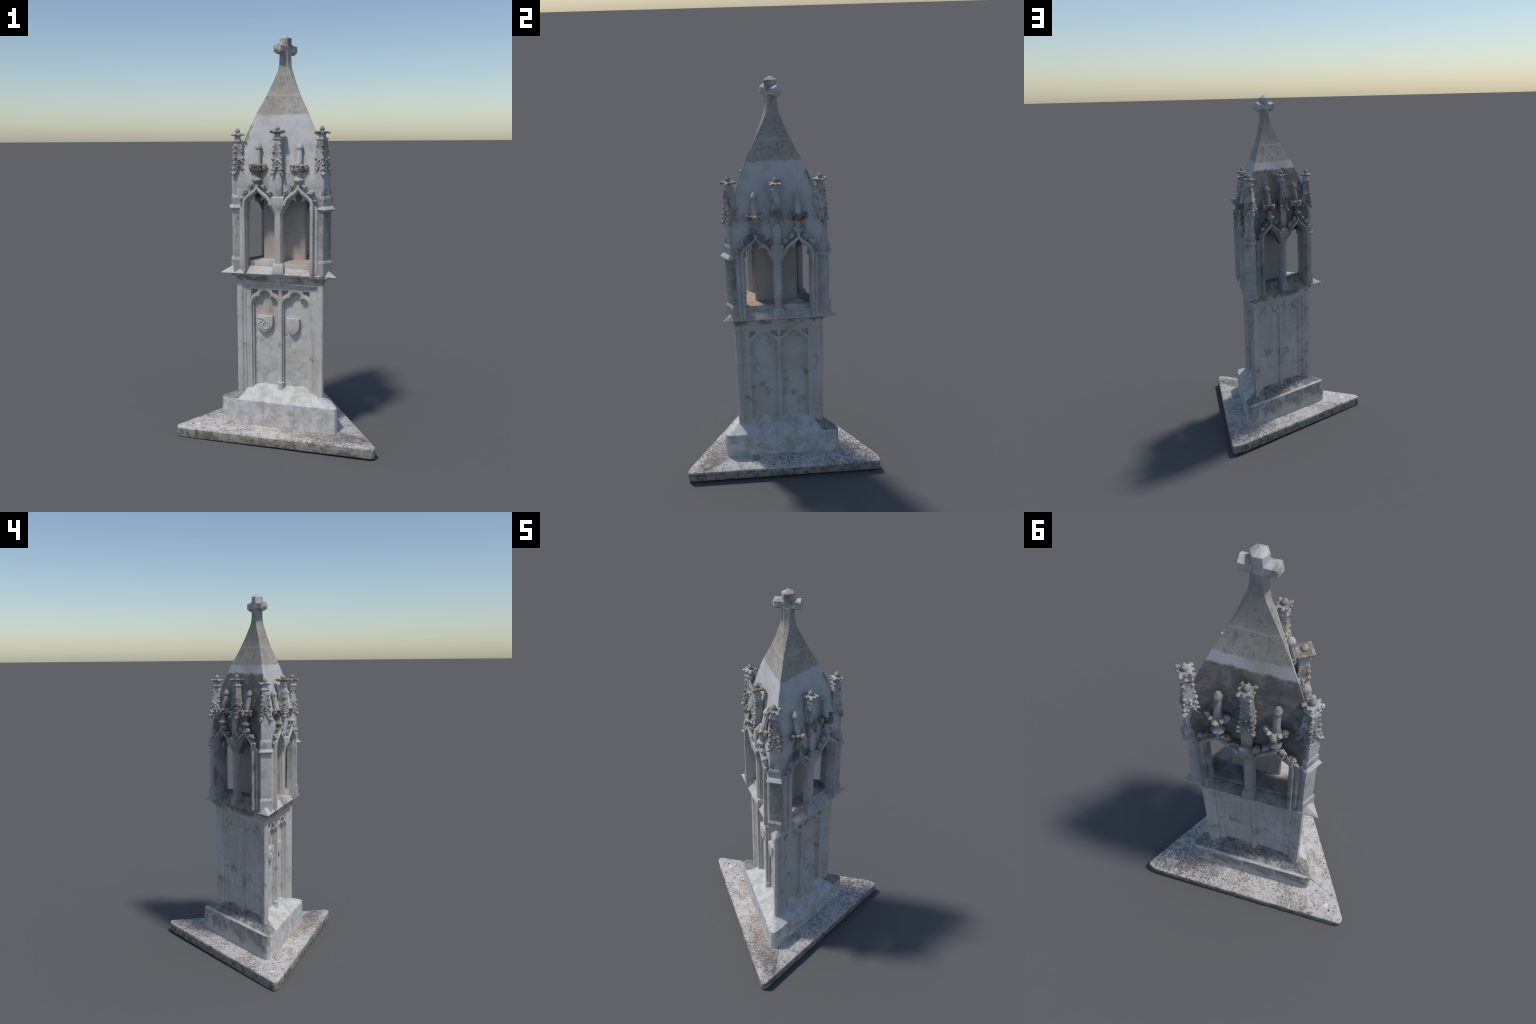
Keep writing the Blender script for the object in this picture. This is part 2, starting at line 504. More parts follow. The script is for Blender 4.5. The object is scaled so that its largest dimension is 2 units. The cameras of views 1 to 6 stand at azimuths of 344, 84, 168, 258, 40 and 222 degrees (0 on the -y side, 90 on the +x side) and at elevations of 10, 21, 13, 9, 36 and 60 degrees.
def build_slab():
    inr, rc, top = 0.2985, 0.576, 0.052
    outline = triangle(inr, rc, 0.0, arc=9, side=40)
    for i, p in enumerate(outline):     # slightly uneven hewn edges
        d = Vector((p.x - 0.126, p.y - 0.014, 0)).normalized()
        a = rad(FACES["rear"])
        back = (p.x - 0.126) * math.cos(a) + (p.y - 0.014) * math.sin(a)
        out = 0.0085 * max(0.0, min(1.0, (back - 0.2) / 0.09))     # the rear edge stands further out
        east = 0.003 * max(0.0, min(1.0, (p.x - 0.3) / 0.1))
        p = Vector((p.x, min(p.y, 0.4935), p.z)) if p.y > 0.49 else p
        outline[i] = p + d * rough(p, 0.0018, 14.0) + Vector((east, 0, 0)) + Vector((math.cos(a), math.sin(a), 0)) * out
    hub = Vector((0.126, 0.014, 0))
    # stones: sectors of the triangle between successive joint lines, all meeting under the plinth
    cuts = []
    for o, i in joints:
        d = Vector((o[0] - hub.x, o[1] - hub.y))
        cuts.append(math.atan2(d.y, d.x))
    cuts.sort()
    n = len(outline)
    for k, a0 in enumerate(cuts):
        a1 = cuts[(k + 1) % len(cuts)]
        if a1 <= a0:
            a1 += 2 * math.pi
        gap = 0.0006
        rim = []
        for p in outline:
            a = math.atan2(p.y - hub.y, p.x - hub.x)
            while a < a0:
                a += 2 * math.pi
            if a < a1:
                rim.append((a, p))
        rim.sort(key=lambda q: q[0])

        def edge_point(ang):
            """Where the ray from the hub leaves the outline."""
            d = Vector((math.cos(ang), math.sin(ang)))
            for i in range(n):
                p, q = outline[i] - hub, outline[(i + 1) % n] - hub
                den = d.x * (q.y - p.y) - d.y * (q.x - p.x)
                if abs(den) < 1e-9:
                    continue
                t = (p.x * (q.y - p.y) - p.y * (q.x - p.x)) / den
                s = (p.x * d.y - p.y * d.x) / den
                if t > 0 and -1e-6 <= s <= 1 + 1e-6:
                    return hub + Vector((d.x, d.y, 0)) * t
            return hub + Vector((d.x, d.y, 0)) * 0.3

        b, e = edge_point(a0), edge_point(a1)
        nb = Vector((-math.sin(a0), math.cos(a0), 0)) * gap
        ne = Vector((math.sin(a1), -math.cos(a1), 0)) * gap
        mid = (a0 + a1) / 2
        inner = hub + Vector((math.cos(mid), math.sin(mid), 0)) * 0.004
        ring = [inner, b + nb] + [p for _, p in rim] + [e + ne]
        lo, ch = [], []
        bm = bmesh.new()
        rings = []
        for inset, h in ((0.002, 0.0), (0.0, 0.003), (0.0, top - 0.007), (0.0022, top - 0.0022), (0.006, top)):
            row = []
            for p in ring:
                d = Vector((p.x - hub.x, p.y - hub.y, 0))
                q = p - d.normalized() * (inset if d.length > 0.1 else 0)
                q.z = slab_bottom(q) + h + (rough(q, 0.0012, 18.0) if 0 < h else 0)
                row.append(q)
            rings.append(row)
        add_loft(bm, rings)
        finish_mesh("slab_stone", bm, "slab", SLAB, angle=50)


build_slab()


# ------------------------------------------------------------------ plinth
def build_plinth():
    bm = bmesh.new()
    prof = [(0.185, 0.345, 0.040), (0.185, 0.345, 0.075), (0.1848, 0.345, 0.11), (0.1843, 0.344, 0.145), (0.184, 0.343, 0.172),
            (0.1838, 0.3425, 0.183), (0.1835, 0.342, 0.1865), (0.1815, 0.3385, 0.1895), (0.1805, 0.337, 0.190), (0.172, 0.323, 0.195), (0.160, 0.303, 0.203), (0.148, 0.282, 0.2115),
            (0.136, 0.260, 0.221), (0.124, 0.238, 0.231), (0.110, 0.212, 0.242), (0.096, 0.186, 0.252), (0.080, 0.155, 0.258)]
    rings = [triangle(i, rc, z, arc=4, side=64) for i, rc, z in prof]
    add_loft(bm, rings)
    bm.normal_update()
    for v in bm.verts:
        p = v.co.copy()
        top = max(0.0, min(1.0, (p.z - 0.18) / 0.02))
        amp = 0.0016 + 0.0018 * top
        v.co += v.normal * rough(p, amp, 17.0, 3.0)
        if top > 0.5:
            v.co.z += rough(p, 0.0022, 40.0, 8.0)
    return finish_mesh("plinth", bm, "plinth", ROOT, angle=24)


build_plinth()

# ------------------------------------------------------------------ shaft
SHAFT = make_empty("shaft", ROOT)
PANEL = {"front": 0.094, "right": 0.102, "rear": 0.105}      # depth of the sunk panels
LOW, HIGH = 0.1085, 0.1195                              # the two orders of tracery


def build_shaft():
    # core, and the uneven ground of the sunk panels
    bm = bmesh.new()
    add_loft(bm, [triangle(0.086, 0.170, z, arc=2, side=2) for z in (0.2, 0.8)])
    finish_mesh("shaft_core", bm, "shaft", SHAFT)
    for face, ang in FACES.items():
        bm = bmesh.new()
        nx, nz = 56, 88
        grid = []
        for j in range(nz + 1):
            z = 0.205 + 0.57 * j / nz
            row = []
            for i in range(nx + 1):
                x = -0.1755 + 0.351 * i / nx
                p = place(ang, x, 0, z)
                wear = max(0.0, rough(p, 0.0045, 11.0, 5.0)) * (1.0 if z < 0.58 else 0.3)
                if face == "right" and 0.36 < z < 0.60:
                    wear += abs(rough(p, 0.0055, 38.0, 2.0)) * (1.0 if x > 0 else 0.5)      # remains of carved relief
                row.append(bm.verts.new(place(ang, x, PANEL[face] + rough(p, 0.0013, 26.0) - wear, z)))
            grid.append(row)
        for j in range(nz):
            for i in range(nx):
                bm.faces.new((grid[j][i], grid[j][i + 1], grid[j + 1][i + 1], grid[j + 1][i]))
        finish_mesh("panel_ground", bm, "shaft", SHAFT, angle=60)
    # corner piers: moulded frame stepping in towards the panels
    loops = [(0.2190, 0.806, 0.1335), (0.198, 0.800, 0.1335), (0.1935, 0.797, 0.131), (0.190, 0.794, 0.1255), (0.185, 0.791, 0.1245),
             (0.181, 0.783, 0.125), (0.178, 0.775, 0.123), (0.1745, 0.771, 0.119), (0.173, 0.7695, 0.107)]
    bm = bmesh.new()
    outer = []
    rowsn = 24
    for ang in FACES.values():
        prev = None
        for a, top, n in loops:
            left = [place(ang, -a, n, 0.2 + (top - 0.2) * i / rowsn) for i in range(rowsn + 1)]
            right = [place(ang, a, n, 0.2 + (top - 0.2) * i / rowsn) for i in range(rowsn, -1, -1)]
            row = [bm.verts.new(p) for p in left + right]
            if prev:
                for i in range(len(row) - 1):
                    bm.faces.new((prev[i], prev[i + 1], row[i + 1], row[i]))
            else:
                outer.append(row)
            prev = row
    order = [outer[0], outer[1], outer[2]]      # front, right, rear: right leg of one meets left leg of the next
    for k in range(3):
        a, b = order[k], order[(k + 1) % 3]
        m = rowsn + 1
        ra, lb = list(reversed(a[m:])), b[:m]
        dip = 0.006 if k == 1 else 0.0       # the far corner is hollowed
        mid = []
        for p, q in zip(ra, lb):
            c = (p.co + q.co) / 2
            cx, cy = centre(c.z)
            mid.append(bm.verts.new(c - Vector((c.x - cx, c.y - cy, 0)).normalized() * (dip if c.z < 0.79 else 0)))
        for i in range(rowsn):
            bm.faces.new((ra[i], mid[i], mid[i + 1], ra[i + 1]))
            bm.faces.new((mid[i], lb[i], lb[i + 1], mid[i + 1]))
    finish_mesh("moulded_frame", bm, "shaft", SHAFT, angle=30, lump=0.0007, lump_scale=20)
    # frieze and hollow moulding below the cornice
    bm = bmesh.new()
    prof = [(0.110, 0.205, 0.780), (0.1328, 0.2520, 0.790), (0.1328, 0.2520, 0.803), (0.1340, 0.254, 0.806), (0.1355, 0.257, 0.812), (0.135, 0.257, 0.816),
            (0.138, 0.262, 0.822), (0.144, 0.270, 0.829), (0.152, 0.283, 0.835), (0.155, 0.288, 0.8375), (0.155, 0.288, 0.845)]
    add_loft(bm, [triangle(i, rc, z, arc=2, side=24) for i, rc, z in prof])
    finish_mesh("hollow_moulding", bm, "shaft", SHAFT, angle=40, lump=0.0007, lump_scale=25)


build_shaft()


def trefoil_head(t0, half, zs, zc, cusp, lobe_r, lobe_z, bottom):
    """Window outline with a three-lobed head."""
    pts = [(t0 - half, bottom), (t0 - half, zs)]
    w = half - cusp
    pts += arc_pts(t0 - cusp, zs, w, zc - zs, 180, 95, 8)[1:]
    pts += arc_pts(t0, lobe_z, lobe_r, lobe_r, 205, -25, 14)
    pts += arc_pts(t0 + cusp, zs, w, zc - zs, 85, 0, 8)
    pts += [(t0 + half, bottom)]
    return pts


def build_panels():
    for face, ang in FACES.items():
        side = [(-0.176, 0.20), (0.176, 0.20), (0.176, 0.772), (-0.176, 0.772)]
        # deeper order of the moulding
        holes = [trefoil_head(s * 0.0775, 0.0625, 0.680, 0.716, 0.023, 0.0215, 0.7255, 0.204) for s in (-1, 1)]
        for s in (-1, 1):
            for k in (-1, 1):
                pocket = [(s * 0.079 + k * x, z) for x, z in ((0.067, 0.757), (0.042, 0.757), (0.047, 0.747), (0.067, 0.730))]
                holes.append(pocket if k < 0 else pocket[::-1])
        plate("panel_moulding", ang, [side] + holes, 0.080, LOW - (0.001 if face == "rear" else 0.0), "shaft", SHAFT, 0.0020)
        # front ribs, with pierced spandrels
        loops = [side]
        for s in (-1, 1):
            t0 = s * 0.0790
            loops.append(trefoil_head(t0, 0.0705, 0.682, 0.724, 0.028, 0.0290, 0.7265, 0.204))
            for k in (-1, 1):
                sp = [(t0 + k * 0.0715, 0.7600), (t0 + k * 0.0370, 0.7600)]
                sp += [(t0 + k * x, z) for x, z in bezier((0.0375, 0.752), (0.040, 0.737), (0.052, 0.738), (0.0715, 0.722), 6)]
                if k > 0:
                    sp.reverse()
                loops.append(sp)
        plate("tracery", ang, loops, LOW - 0.003, HIGH - (0.006 if face == "rear" else 0.0), "shaft", SHAFT, 0.0020)
        # little colonnette foot in the middle
        bm = bmesh.new()
        turned(bm, ang, 0.0, [(0.016, 0.106, 0.225), (0.016, 0.106, 0.266), (0.0185, 0.106, 0.270), (0.0185, 0.106, 0.276), (0.012, 0.106, 0.283)], 8, 22.5)
        finish_mesh("colonnette_foot", bm, "shaft", SHAFT, 0.001)
        bm = bmesh.new()
        sunk = 0.006 if face == "rear" else 0.0
        turned(bm, ang, 0.0, [(0.0085, 0.112 - sunk, 0.275), (0.0085, 0.112 - sunk, 0.70)], 8, 22.5)
        finish_mesh("colonnette", bm, "shaft", SHAFT)


build_panels()


def shield_outline(t0, z1, half, h):
    pts = [(t0 - half, z1), (t0 + half, z1)]
    pts += [(t0 + half * x, z1 - h * z) for x, z in bezier((1, 0.40), (1.0, 0.72), (0.46, 0.87), (0, 1.0), 8)]
    pts += [(t0 - half * x, z1 - h * z) for x, z in reversed(bezier((1, 0.40), (1.0, 0.72), (0.46, 0.87), (0, 1.0), 8)[:-1])]
    return pts


def build_shields():
    ang = FACES["front"]
    plate("shield", ang, [shield_outline(-0.0840, 0.6215, 0.0425, 0.090)], 0.090, 0.1135, "clean", SHAFT, 0.0045)
    plate("shield", ang, [shield_outline(0.0640, 0.6155, 0.0330, 0.087)], 0.090, 0.1135, "clean", SHAFT, 0.0040)
    # worn charge on the larger shield: a curled beast
    bm = bmesh.new()
    ridge = []
    for i in range(40):
        a = rad(110 + 285 * i / 39)
        ridge.append((-0.078 + 0.017 * math.cos(a), 0.571 + 0.017 * math.sin(a), 0.0058))
    for i in range(26):
        u = i / 25
        ridge.append((-0.118 + 0.058 * u, 0.607 + 0.006 * math.sin(5 * u) - 0.014 * u, 0.0045 + 0.003 * math.sin(3.1 * u)))
    for i in range(12):
        u = i / 11
        ridge.append((-0.116 + 0.018 * u, 0.583 + 0.010 * u, 0.0038))
    for x, z, q in ridge:
        add_blob(bm, place(ang, x, 0.1130, z), (q, 0.0038, q), ang, 1, 0.08)
    o = finish_mesh("shield_relief", bm, "clean", SHAFT, angle=80)
    o["kind"] = "stuff"


build_shields()

# ------------------------------------------------------------------ cornice and lantern floor
LANTERN = ROOT          # lantern pieces are parts of the shrine itself


def build_cornice():
    bm = bmesh.new()
    prof = [(0.156, 0.311, 0.8425), (0.1665, 0.3330, 0.8435), (0.1678, 0.3360, 0.8470), (0.1665, 0.3330, 0.8500), (0.158, 0.314, 0.860), (0.148, 0.288, 0.873), (0.1395, 0.270, 0.884)]
    skew = {297.2: (0.0045, 0.0115, 0.0), 177.2: (-0.003, 0.001, 0.0)}
    add_loft(bm, [triangle(i, rc, z, arc=3, side=30, nudge=skew) for i, rc, z in prof])
    finish_mesh("cornice", bm, "sill", LANTERN, angle=40, lump=0.0009, lump_scale=22)
    bm = bmesh.new()
    prof = [(0.1375, 0.262, 0.86), (0.1375, 0.262, 0.902), (0.1350, 0.258, 0.9075), (0.10, 0.19, 0.909)]
    add_loft(bm, [triangle(i, rc, z, arc=2, side=20) for i, rc, z in prof])
    finish_mesh("lantern_floor", bm, "floor", LANTERN, angle=40)


def floor_material(name, reach):
    g = Graph(name)
    mid = g.noise(20.0, 6, 0.7, (3, 3, 3))
    fine = g.noise(150.0, 3, 0.6)
    c = g.mix(g.step(mid, 0.40, 0.66), (0.56, 0.53, 0.50), (0.42, 0.38, 0.34))
    crust = g.mix(g.step(mid, 0.40, 0.62), (0.22, 0.21, 0.20), (0.10, 0.10, 0.10))
    rear = g.math("ADD", g.toward(FACES["rear"]), g.mul(g.math("SUBTRACT", mid, 0.5), 0.08))
    a = rad(FACES["rear"] + 90)
    along = g.math("ABSOLUTE", g.math("ADD", g.mul(g.math("SUBTRACT", g.x, 0.121), math.cos(a)), g.mul(g.math("SUBTRACT", g.y, 0.010), math.sin(a))))
    c = g.mix(g.mul(g.step(rear, reach, reach + 0.04), g.step(along, 0.215, 0.19), 0.8), c, crust)
    warm = g.math("SUBTRACT", g.math("MULTIPLY", g.toward(FACES["rear"]), -1.0), 0.0)
    c = g.mix(g.mul(g.step(warm, 0.0, 0.10), g.step(g.z, 0.8985, 0.9045), 0.5), c, (0.42, 0.28, 0.17))
    c = g.mix(1.0, c, g.mix(fine, (0.87, 0.87, 0.87), (1.11, 1.11, 1.11)), "MULTIPLY")
    return g.finish(c, mid, 0.4)


MAT["floor"] = floor_material("lantern_floor_stone", 0.035)
MAT["sill"] = floor_material("cornice_stone", 0.085)
build_cornice()

# sooty crust slab on the rear weathering of the cornice belongs to the cornice stone itself
bm = bmesh.new()
off = (0.0105, -0.0005, 0.0)      # it stands a little off the axis
add_loft(bm, [triangle(0.0680, 0.125, 0.89 + 0.40 * i / 12, arc=6, side=10, nudge={177.2: off, 297.2: off, 57.2: (0.0005, -0.0055, 0.0)}) for i in range(13)])
finish_mesh("inner_pillar", bm, "pillar", LANTERN, angle=40, lump=0.0006, lump_scale=15)

BAY = 0.1025            # sideways distance of each arch from the middle of its face


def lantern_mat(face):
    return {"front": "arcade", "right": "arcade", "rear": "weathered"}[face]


def ogee(t0, half, z0, apex, drop=0.0):
    """Ogee line from left foot to apex to right foot."""
    up = bezier((half, z0), (half, z0 + (apex - z0) * 0.55), (half * 0.30, z0 + (apex - z0) * 0.56), (0.0, apex), 14)
    return [(t0 - x, z) for x, z in up] + [(t0 + x, z) for x, z in reversed(up[:-1])]


def arch_head(t0):
    """Clear opening of one lantern arch from the left foot to the right foot: trefoil with pointed cusps."""
    pts = [(-0.055, 1.160), (-0.055, 1.180)]
    pts += bezier((-0.055, 1.183), (-0.053, 1.205), (-0.040, 1.219), (-0.030, 1.216), 7)
    pts += bezier((-0.026, 1.2145), (-0.020, 1.213), (-0.016, 1.210), (-0.0135, 1.2045), 4)
    pts += arc_pts(0, 1.2345, 0.0195, 0.0195, 218, 90, 10)
    pts += [(-x, z) for x, z in reversed(pts[:-1])]
    return [(t0 + x, z) for x, z in pts]


def build_lantern_face(face):
    ang = FACES[face]
    m = lantern_mat(face)
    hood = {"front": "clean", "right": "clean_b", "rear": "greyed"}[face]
    # wall above the openings
    lower = [(-0.212, 1.15), (-0.165, 1.15)] + arch_head(-BAY)[:-2] + [(-0.0465, 1.187), (-0.034, 1.166), (-0.0215, 1.142), (0.0215, 1.142), (0.034, 1.166), (0.0465, 1.187)] + arch_head(BAY)[2:] + [(0.165, 1.15), (0.212, 1.15)]
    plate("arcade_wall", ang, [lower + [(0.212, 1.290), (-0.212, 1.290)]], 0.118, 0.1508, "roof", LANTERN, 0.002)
    # hood mouldings in two orders
    for s in (-1, 1):
        t0 = s * BAY
        # outer leg runs down the jamb to the sill, inner leg dies on the mullion head
        def legs(half, z0, apex):
            feet = (0.858, 1.188) if s < 0 else (1.188, 0.858)
            return [(t0 - half, feet[0])] + ogee(t0, half, z0, apex) + [(t0 + half, feet[1])]
        plate("arch", ang, [legs(0.0740, 1.190, 1.286) + legs(0.0610, 1.188, 1.266)[::-1]], 0.13, 0.1745, hood, LANTERN, 0.0035)
        plate("arch_order", ang, [legs(0.0630, 1.188, 1.268) + legs(0.0545, 1.186, 1.256)[::-1]], 0.125, 0.1600, hood, LANTERN, 0.002)
        # stem of the finial
        bm = bmesh.new()
        add_loft(bm, [[place(ang, t0 + x * w, r0 + dr, z) for x, dr in ((-1, -0.03), (-1, 0), (-0.5, 0.006), (0.5, 0.006), (1, 0), (1, -0.03))]
                      for w, r0, z in ((0.004, 0.168, 1.270), (0.010, 0.166, 1.284), (0.011, 0.160, 1.304))])
        finish_mesh("finial_stem", bm, hood, LANTERN)
        build_finial(face, t0, s)
        # leafy crockets climbing the hood
        for k in (-1, 1):
            for x, z, sc in ((0.031, 1.2790, 1.05), (0.063, 1.2510, 1.15), (0.083, 1.214, 0.78)):
                if sc < 0.8 and k * s < 0:
                    continue
                me = random.choice(CROCKETS[m])
                sc *= random.uniform(0.85, 1.15)
                o = make_shared("crocket", me, LANTERN, place(ang, t0 + k * x, 0.164, z), (random.uniform(-.3, .3), k * random.uniform(0.3, 0.9), rad(ang + 90)))
                o.scale = (sc, sc, sc)
    # jambs
    for s in (-1, 1):
        plan = [(0.212, 0.121), (0.208, 0.138), (0.199, 0.146), (0.196, 0.153), (0.191, 0.1575), (0.183, 0.1585), (0.178, 0.156), (0.172, 0.156),
                (0.1640, 0.156), (0.1600, 0.150), (0.1575, 0.142), (0.1563, 0.136), (0.1563, 0.121)]
        bm = bmesh.new()
        rings = []
        for i in range(13):
            z = 0.856 + 0.334 * i / 12
            rings.append([place(ang, s * x, r, z) for x, r in plan])
        add_loft(bm, rings)
        finish_mesh("jamb", bm, hood, LANTERN, lump=0.0007, lump_scale=25)
    # mullion with foot and corbelled head
    bm = bmesh.new()
    half = [(0.0105, 0.1600), (0.0195, 0.1490), (0.0190, 0.1440), (0.0215, 0.1400), (0.0205, 0.1220), (0.0110, 0.1160)]
    plan = half + [(-x, r) for x, r in reversed(half)]
    rings = []
    for z, w, out in [(0.880 + 0.26 * i / 8, 1.0, 0.0) for i in range(9)] + [(1.150, 1.08, 0.001), (1.166, 1.32, 0.004), (1.182, 1.72, 0.009), (1.192, 1.84, 0.0105), (1.226, 1.80, 0.0105), (1.235, 1.66, 0.002)]:
        k = (w - 1) / 0.82
        rings.append([place(ang, math.copysign(abs(x) * w + k * 0.011 * (abs(x) < 0.015 and r > 0.13), x), r + (out if r > 0.13 else 0), z) for x, r in plan])
    add_loft(bm, rings)
    finish_mesh("mullion", bm, hood, LANTERN, lump=0.0006, lump_scale=25)
    bm = bmesh.new()
    add_box_rings(bm, ang, [(0.0275, 0.115, 0.1670, 0.850), (0.0275, 0.115, 0.1670, 0.890), (0.0235, 0.115, 0.1620, 0.901), (0.018, 0.118, 0.156, 0.904)])
    finish_mesh("mullion_foot", bm, hood, LANTERN, 0.0012)


def build_finial(face, t0, s):
    """Capital, leafy crown, tapering shaft and bud standing over each arch."""
    ang = FACES[face]
    dark = face == "rear"
    grp = make_empty("finial", LANTERN)
    bm = bmesh.new()
    turned(bm, ang, t0, [(0.012, 0.157, 1.291), (0.0180, 0.157, 1.297), (0.0195, 0.157, 1.301), (0.0195, 0.157, 1.3035), (0.0255, 0.157, 1.3055), (0.0268, 0.157, 1.309), (0.0262, 0.157, 1.314), (0.0215, 0.1565, 1.3185),
                         (0.0155, 0.1555, 1.323), (0.0130, 0.1545, 1.329), (0.0128, 0.152, 1.338), (0.0165, 0.150, 1.352)], 8, 22.5)
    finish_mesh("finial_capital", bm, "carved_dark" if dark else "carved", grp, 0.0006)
    bm = bmesh.new()
    c = lambda x, r, z: place(ang, t0 + x, 0.149 + r, z)
    add_blob(bm, c(0, 0, 1.372), (0.022, 0.022, 0.015), ang, 3, 0.30, 2.2)
    for a in (0, 90, 180):
        x, r = math.cos(rad(a)), math.sin(rad(a))
        add_blob(bm, c(0.029 * x, 0.026 * r, 1.369), (0.0135, 0.012, 0.0170), ang, 3, 0.45, 2.2)
        add_blob(bm, c(0.034 * x, 0.032 * r, 1.381), (0.0105, 0.0105, 0.0070), ang, 3, 0.55, 2.6)
        add_blob(bm, c(0.032 * x, 0.029 * r, 1.360), (0.0080, 0.0080, 0.0065), ang, 3, 0.45, 2.4)
    for a in (45, 135):
        x, r = math.cos(rad(a)), math.sin(rad(a))
        add_blob(bm, c(0.026 * x, 0.026 * r, 1.381), (0.010, 0.010, 0.006), ang, 2, 0.5, 2.2)
        add_blob(bm, c(0.021 * x, 0.021 * r, 1.360), (0.007, 0.007, 0.008), ang, 2, 0.4, 2.2)
    finish_mesh("leaf_crown", bm, "lichened", grp, angle=80)
    bm = bmesh.new()
    turned(bm, ang, t0, [(0.0165, 0.149, 1.380), (0.0152, 0.146, 1.400), (0.0132, 0.137, 1.440), (0.0120, 0.1345, 1.455), (0.0140, 0.1340, 1.457), (0.0172, 0.133, 1.463),
                         (0.0172, 0.132, 1.469), (0.0135, 0.1308, 1.478), (0.0070, 0.130, 1.486), (0.0035, 0.130, 1.490)], 8, 22.5)
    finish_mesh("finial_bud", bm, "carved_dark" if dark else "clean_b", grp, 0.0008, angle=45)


def crocket_meshes(mat, count=3):
    out = []
    for _ in range(count):
        bm = bmesh.new()
        add_blob(bm, (0, 0, 0), (0.0120, 0.0095, 0.0090), -90, 3, 0.70, 2.4)
        add_blob(bm, (0.004, -0.006, 0.006), (0.0068, 0.0058, 0.0056), -90, 3, 0.7, 2.4)
        add_blob(bm, (0.011, -0.002, 0.002), (0.0060, 0.0050, 0.0040), -90, 2, 0.6, 2.4)
        add_blob(bm, (-0.009, -0.004, -0.002), (0.0068, 0.0060, 0.0048), -90, 3, 0.7, 2.4)
        o = finish_mesh("crocket", bm, mat, ROOT, angle=80)
        out.append(o.data)
        bpy.data.objects.remove(o)
    return out


CROCKETS = {"arcade": crocket_meshes("carved", 4), "weathered": crocket_meshes("lichened")}
OUTSET = {"front": 0.0, "right": 0.009, "rear": 0.007}      # two arcades stand further out than the front one
for f in FACES:
    known = set(bpy.data.objects)
    build_lantern_face(f)
    a = rad(FACES[f])
    d = Vector((math.cos(a), math.sin(a), 0)) * OUTSET[f]
    for o in set(bpy.data.objects) - known:
        if o.type != "MESH" or o.name.startswith("arcade_wall"):
            continue
        if o.name.startswith("crocket"):
            o.location += d
        else:
            for v in o.data.vertices:
                v.co += d


# ------------------------------------------------------------------ pinnacles
def head_width(hb, ht, zb, zt, z):
    """Half width of a pinnacle head: flared at the gables, then a straight taper."""
    f = (z - zb) / (zt - zb)
    return ht + (hb * 0.86 - ht) * (1 - f) + 0.14 * hb * max(0.0, 1 - f * 3.2)


def spirelet(bm, ang, r0, zb, za, zt, hb, ht):
    """Four-sided spirelet whose lower edge rises to a gable on every side."""
    ring, inner = [], []
    for q in range(4):
        a = rad(90 * q)
        for u, z in ((-1.0, zb), (-0.62, zb), (0.0, za), (0.62, zb)):
            w = hb if u else hb * 0.93
            for lst, k in ((ring, w), (inner, w - 0.0095)):
                x, y = k, u * k
                lst.append(place(ang, y * math.cos(a) + x * math.sin(a), r0 + x * math.cos(a) - y * math.sin(a), z))
    top = []
    for q in range(4):
        a = rad(90 * q)
        for u in (-1.0, -0.62, 0.0, 0.62):
            x, y = ht, u * ht
            top.append(place(ang, y * math.cos(a) + x * math.sin(a), r0 + x * math.cos(a) - y * math.sin(a), zt))
    # a middle ring where the gables die into the faces
    midr = []
    zm = za + 0.008
    wm = head_width(hb, ht, zb, zt, zm)
    for q in range(4):
        a = rad(90 * q)
        for u in (-1.0, -0.62, 0.0, 0.62):
            x, y = wm, u * wm
            midr.append(place(ang, y * math.cos(a) + x * math.sin(a), r0 + x * math.cos(a) - y * math.sin(a), zm))
    add_loft(bm, [inner, ring, midr, top])


def lean_head(grp, ang, tip):
    a = rad(ang)
    d = Vector((tip[1] * math.cos(a) - tip[0] * math.sin(a), tip[1] * math.sin(a) + tip[0] * math.cos(a), 0))
    if d.length:
        for o in grp.children:
            for v in o.data.vertices:
                v.co += d * max(0.0, (v.co.z - 1.335) / 0.23)


